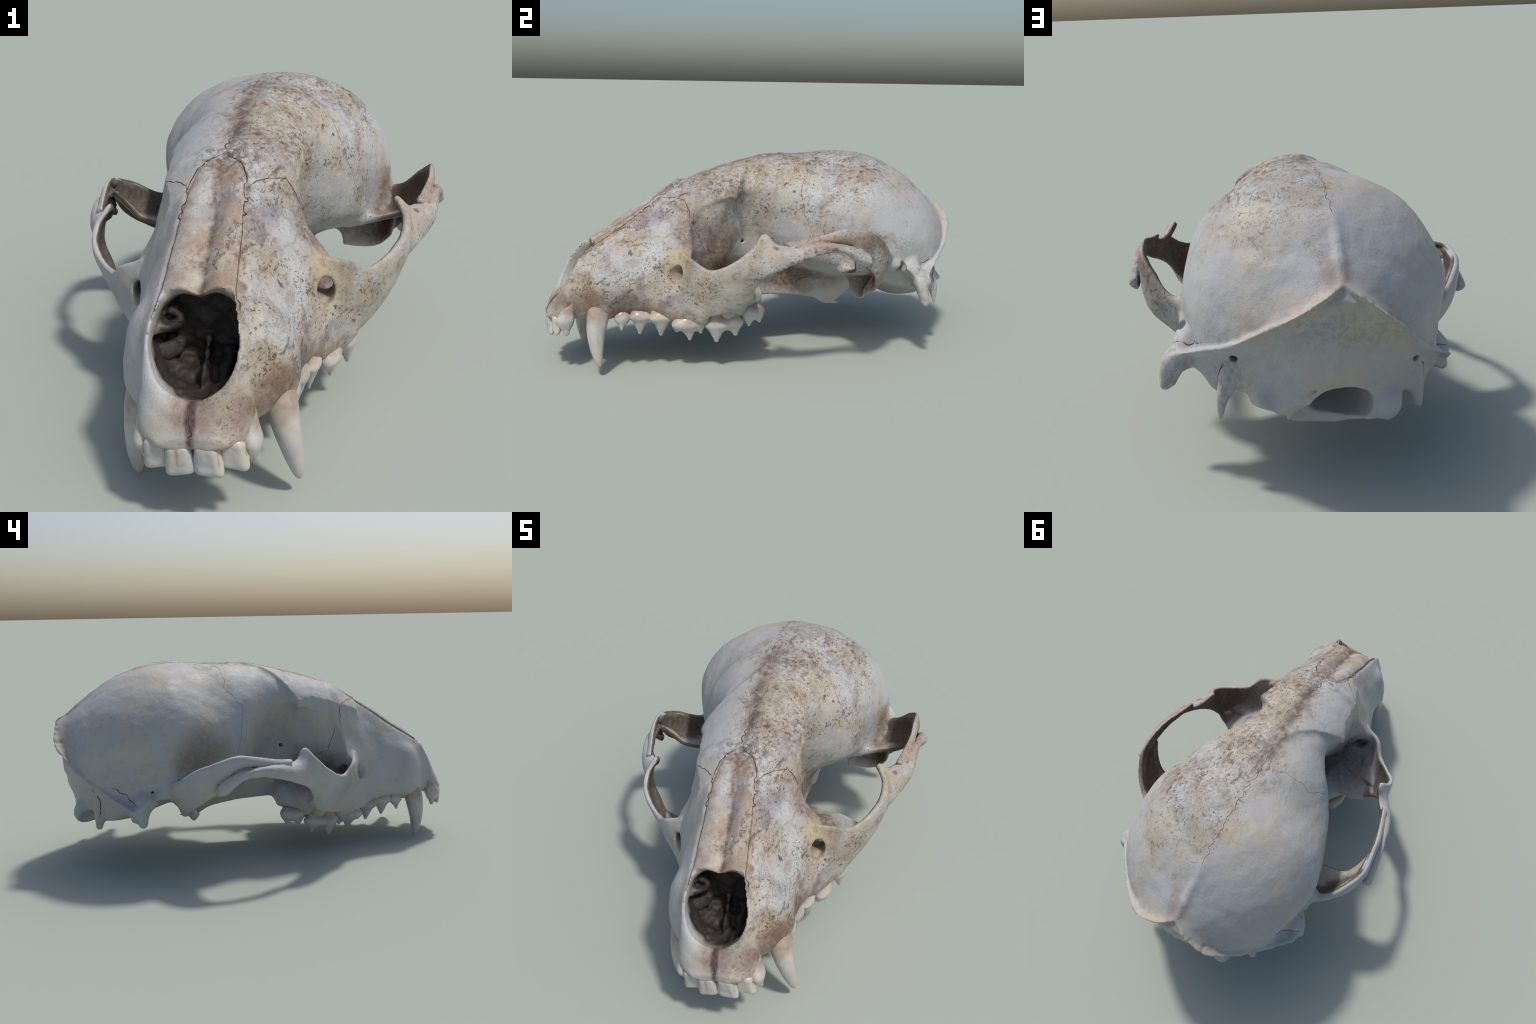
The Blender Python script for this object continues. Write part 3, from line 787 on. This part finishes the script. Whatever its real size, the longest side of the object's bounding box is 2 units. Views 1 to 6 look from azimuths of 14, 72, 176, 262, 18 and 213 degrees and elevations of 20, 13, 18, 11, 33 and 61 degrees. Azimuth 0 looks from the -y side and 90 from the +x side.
# ------------------------------------------------------------------ teeth (each its own small field)
def tooth(name, side, parent, cusps, body, roots, h=.0035, k=.018, blades=()):
    """cusps: (base, tip, r base, r tip); body: (centre, radii); roots: (top, bottom, r)."""
    pts = [np.array(c, float) for q in cusps for c in q[:2]] + [np.array(q, float) for r in roots for q in r[:2]]
    for c, r in list(body) + [(q[0], q[1]) for q in blades]: pts += [np.add(c, r), np.subtract(c, r)]
    lo = np.min(pts, axis=0) - .05; hi = np.max(pts, axis=0) + .05
    ax, ay, az = (np.arange(lo[i], hi[i], h) for i in range(3))
    x, y, z = ax[:, None, None], ay[None, :, None], az[None, None, :]
    D = np.full((len(ax), len(ay), len(az)), 1.0)
    def cap(a, b, ra, rb, sq=(1, 1)):
        a = np.array(a, float); b = np.array(b, float); ab = b - a
        t = np.clip(((x - a[0]) * ab[0] + (y - a[1]) * ab[1] + (z - a[2]) * ab[2]) / (ab @ ab), 0, 1)
        d = np.sqrt(((x - a[0] - t * ab[0]) / sq[0])**2 + ((y - a[1] - t * ab[1]) / sq[1])**2 + (z - a[2] - t * ab[2])**2)
        return (d - (ra + (rb - ra) * t)) * min(sq)
    for c, r in body:
        k0 = np.sqrt(((x - c[0]) / r[0])**2 + ((y - c[1]) / r[1])**2 + ((z - c[2]) / r[2])**2)
        k1 = np.sqrt(((x - c[0]) / r[0]**2)**2 + ((y - c[1]) / r[1]**2)**2 + ((z - c[2]) / r[2]**2)**2)
        D = smin(D, k0 * (k0 - 1) / np.maximum(k1, 1e-6), k)
    for c, r, lean, taper, rnd in blades:          # chisel crowns: rounded boxes, leaning and narrowing to the neck
        zz = z - c[2]
        qx = np.abs(x - c[0]) - (r[0] - taper * zz - rnd) + 0 * y
        qy = np.abs(y - c[1] - lean * zz) - (r[1] + .25 * zz - rnd) + 0 * x
        qz = np.abs(zz + .15 * (x - c[0])) - (r[2] - rnd) + 0 * y
        o = np.sqrt(np.maximum(qx, 0)**2 + np.maximum(qy, 0)**2 + np.maximum(qz, 0)**2) + np.minimum(np.maximum(np.maximum(qx, qy), qz), 0) - rnd
        D = smin(D, o, .006)
    for q in cusps: D = smin(D, cap(*q), k)
    for a, b_, r in roots: D = smin(D, cap(a, b_, r, r * .8), k * .6)
    V, Fq = surface_nets(D, ax, ay, az)
    V = smooth(V, Fq, 1)
    n = normals(V, Fq)
    V = V + n * (.0012 * lattice_noise(V, 40, 11 + side) + .0006 * lattice_noise(V, 110, 12))[:, None]
    if side < 0: V = V * [-1, 1, 1]; Fq = Fq[:, ::-1]
    return make(name, V, Fq, MAT['tooth'], parent)


def canine(side):
    spine = catmull([(.158, -.765, .36), (.172, -.775, .30), (.186, -.793, .24), (.199, -.808, .17), (.211, -.812, .10), (.218, -.808, .045), (.221, -.804, .012)], 40)
    t = np.linspace(0, 1, 40)
    ry = np.interp(t, [0, .2, .35, .55, .75, .9, .97, 1], [.044, .054, .054, .044, .030, .018, .010, .002])
    rx = np.interp(t, [0, .2, .35, .55, .75, .9, .97, 1], [.034, .041, .042, .035, .025, .015, .009, .002])
    m = 28; V = []
    for i in range(40):
        for j in range(m):
            a = 2 * math.pi * j / m
            wob = 1 + .05 * math.cos(2 * a) - .05 * max(0, math.cos(a - 1.2))**12
            V.append(spine[i] + [rx[i] * math.cos(a) * wob, ry[i] * math.sin(a) * wob, 0])
    V = np.array(V)
    Fq = np.array([(i * m + j, i * m + (j + 1) % m, (i + 1) * m + (j + 1) % m, (i + 1) * m + j) for i in range(39) for j in range(m)])[:, ::-1]
    if side < 0: V = V * [-1, 1, 1]; Fq = Fq[:, ::-1]
    return make('canine', V, Fq, MAT['tooth'], parts['upper_jaw'])


for sd in (1, -1):
    canine(sd)
    tip = parts['snout_tip']; jaw = parts['upper_jaw']
    J = lambda a: a * random.uniform(-1, 1)
    # incisors: a tight row of broad, blunt, slightly lobed crowns
    wear = random.uniform(-.003, .003)
    tooth('incisor', sd, tip, [((.034, -.955, .215), (.036, -.962, .178), .022, .014)], [], [((.030, -.94, .27), (.033, -.955, .22), .020)], k=.012,
          blades=[((.0350, -.976, .184 + wear), (.0358, .022, .046), .22, .12, .020), ((.022, -.985, .186), (.012, .012, .036), .22, .0, .008)])
    wear = random.uniform(-.004, .002)
    tooth('incisor', sd, tip, [((.089, -.937, .228), (.092, -.945, .19), .022, .014)], [], [((.082, -.925, .28), (.088, -.94, .23), .022)], k=.012,
          blades=[((.0955, -.958, .196 + wear), (.0340, .023, .046), .22, .12, .020), ((.110, -.968, .196), (.012, .012, .034), .22, .0, .008)])
    tooth('incisor', sd, tip, [((.130, -.918, .255), (.136, -.930, .210), .026, .030, (.8, 1.1)), ((.136, -.930, .210), (.141, -.928, .156), .030, .010, (.75, 1.1))], [], [((.120, -.90, .29), (.132, -.92, .25), .024)], k=.015)
    # premolars
    tooth('premolar', sd, jaw, [((.198, -.694, .222), (.207, -.702, .168), .032, .006, (.72, 1))], [((.199, -.694, .215), (.021, .034, .020))], [((.185, -.69, .27), (.194, -.694, .215), .018)])
    tooth('premolar', sd, jaw, [((.210, -.617, .215), (.201, -.621, .146), .040, .009, (.62, 1))], [((.212, -.615, .218), (.022, .050, .018))],
          [((.205, -.645, .28), (.209, -.643, .22), .018), ((.205, -.59, .28), (.209, -.588, .22), .018)])
    tooth('premolar', sd, jaw, [((.233, -.528, .208), (.222, -.530, .134), .043, .010, (.62, 1))], [((.234, -.528, .210), (.025, .055, .018))],
          [((.225, -.56, .27), (.233, -.558, .21), .02), ((.228, -.498, .27), (.235, -.498, .21), .02)])
    tooth('premolar', sd, jaw, [((.278, -.420, .185), (.272, -.414, .114), .046, .010, (.65, 1)), ((.284, -.37, .18), (.284, -.366, .140), .032, .008, (.75, 1)), ((.268, -.465, .18), (.262, -.470, .156), .024, .010), ((.225, -.43, .18), (.22, -.43, .145), .026, .01)],
          [((.275, -.415, .178), (.032, .074, .024)), ((.245, -.42, .18), (.045, .045, .02))],
          [((.262, -.46, .24), (.268, -.457, .18), .020), ((.275, -.375, .24), (.278, -.375, .18), .022)])
    # molars
    tooth('molar', sd, jaw, [((.316, -.302, .172), (.315, -.304, .105), .046, .011, (.72, 1)), ((.318, -.222, .172), (.318, -.216, .126), .040, .011, (.75, 1)), ((.235, -.30, .175), (.235, -.30, .140), .03, .012), ((.235, -.235, .175), (.235, -.235, .142), .03, .012)],
          [((.303, -.265, .172), (.044, .086, .028)), ((.25, -.268, .175), (.06, .07, .024))],
          [((.315, -.31, .24), (.312, -.305, .18), .028), ((.315, -.225, .24), (.312, -.225, .18), .028)])
    tooth('molar', sd, jaw, [((.300, -.148, .205), (.312, -.150, .160), .038, .008, (.75, 1)), ((.282, -.098, .212), (.296, -.095, .168), .032, .008, (.8, 1)), ((.22, -.13, .205), (.215, -.13, .175), .03, .012)],
          [((.283, -.126, .205), (.038, .056, .030)), ((.24, -.13, .21), (.05, .045, .024))],
          [((.250, -.15, .265), (.262, -.148, .21), .024), ((.225, -.11, .265), (.245, -.105, .215), .022)])


# ------------------------------------------------------------------ sutures: thin wandering seams of soil on the surface
bv = BVHTree.FromPolygons([tuple(v) for v in P], [tuple(q) for q in Q.tolist()])


def seam(pts, r, wig, side_ref, freq=60, name='suture'):
    """Project a wandering polyline on to the bone and lay a thin soil bead along it."""
    C = catmull(pts, max(20, int(np.linalg.norm(np.diff(np.array(pts), axis=0), axis=1).sum() / .006)))
    nz = np.c_[lattice_noise(C, freq, 21), lattice_noise(C, freq, 22), lattice_noise(C, freq, 23)] * wig
    C = C + nz
    out, nn = [], []
    for c in C:
        loc, nm, idx, d = bv.find_nearest(Vector(c))
        if loc is None or d > .08: continue
        out.append(np.array(loc)); nn.append(np.array(nm))
    if len(out) < 4: return None
    V, Fq = [], []
    k = 5
    for i, (p, n) in enumerate(zip(out, nn)):
        t = out[min(i + 1, len(out) - 1)] - out[max(i - 1, 0)]
        t = t / max(np.linalg.norm(t), 1e-9); s_ = np.cross(t, n)
        rr = r * (.75 + .25 * math.sin(i * .9 + 3 * math.sin(i * .31))) * min(1, .3 + min(i, len(out) - 1 - i) * .15)
        for j in range(k):
            a = 2 * math.pi * j / k
            V.append(p + s_ * math.cos(a) * rr + n * (math.sin(a) * rr * .5 + rr * .05))
    for i in range(len(out) - 1):
        for j in range(k):
            Fq.append((i * k + j, i * k + (j + 1) % k, (i + 1) * k + (j + 1) % k, (i + 1) * k + j))
    return make(name, np.array(V), np.array(Fq), MAT['suture'], root)


for sd in (1, -1):
    S = lambda L_: [(a * sd, b_, c) for a, b_, c in L_]
    seam(S([(.115, -.84, .50), (.104, -.78, .54), (.098, -.68, .60), (.094, -.58, .67), (.086, -.50, .725), (.066, -.43, .765), (.03, -.39, .785), (.0, -.375, .785)]), .0021, .0022, 1, 70)
    seam(S([(.09, -.50, .73), (.12, -.455, .735), (.15, -.42, .725), (.17, -.39, .71), (.20, -.385, .67), (.235, -.39, .625)]), .0018, .007, 1, 60)
    seam(S([(.05, .22, .93), (.15, .20, .91), (.24, .19, .85), (.30, .12, .76), (.32, .12, .68), (.34, .14, .58), (.36, .15, .48)]), .0008, .014, 1, 25)
    seam(S([(.36, .74, .43), (.38, .70, .41), (.42, .66, .38), (.46, .62, .35)]), .0022, .008, 1, 50)
    seam(S([(.302, .80, .41), (.315, .79, .37), (.322, .79, .32), (.325, .80, .28)]), .003, .006, 1, 60)
    seam(S([(.17, -.38, .62), (.17, -.36, .56), (.18, -.33, .50), (.17, -.28, .48), (.17, -.2, .48)]), .0015, .008, 1, 50)
    seam(S([(.35, -.33, .36), (.34, -.32, .30), (.33, -.30, .24)]), .002, .008, 1, 60)
seam([(0, -.375, .79), (.002, -.33, .82), (.012, -.27, .84)], .0026, .004, 1, 60)
seam([(0, -.955, .31), (0, -.97, .29), (0, -.985, .26), (0, -.99, .22)], .0028, .008, 1, 90)
seam([(0, .10, .92), (0, .3, .93), (0, .5, .94), (0, .62, .915), (0, .75, .87)], .0012, .012, 1, 60)
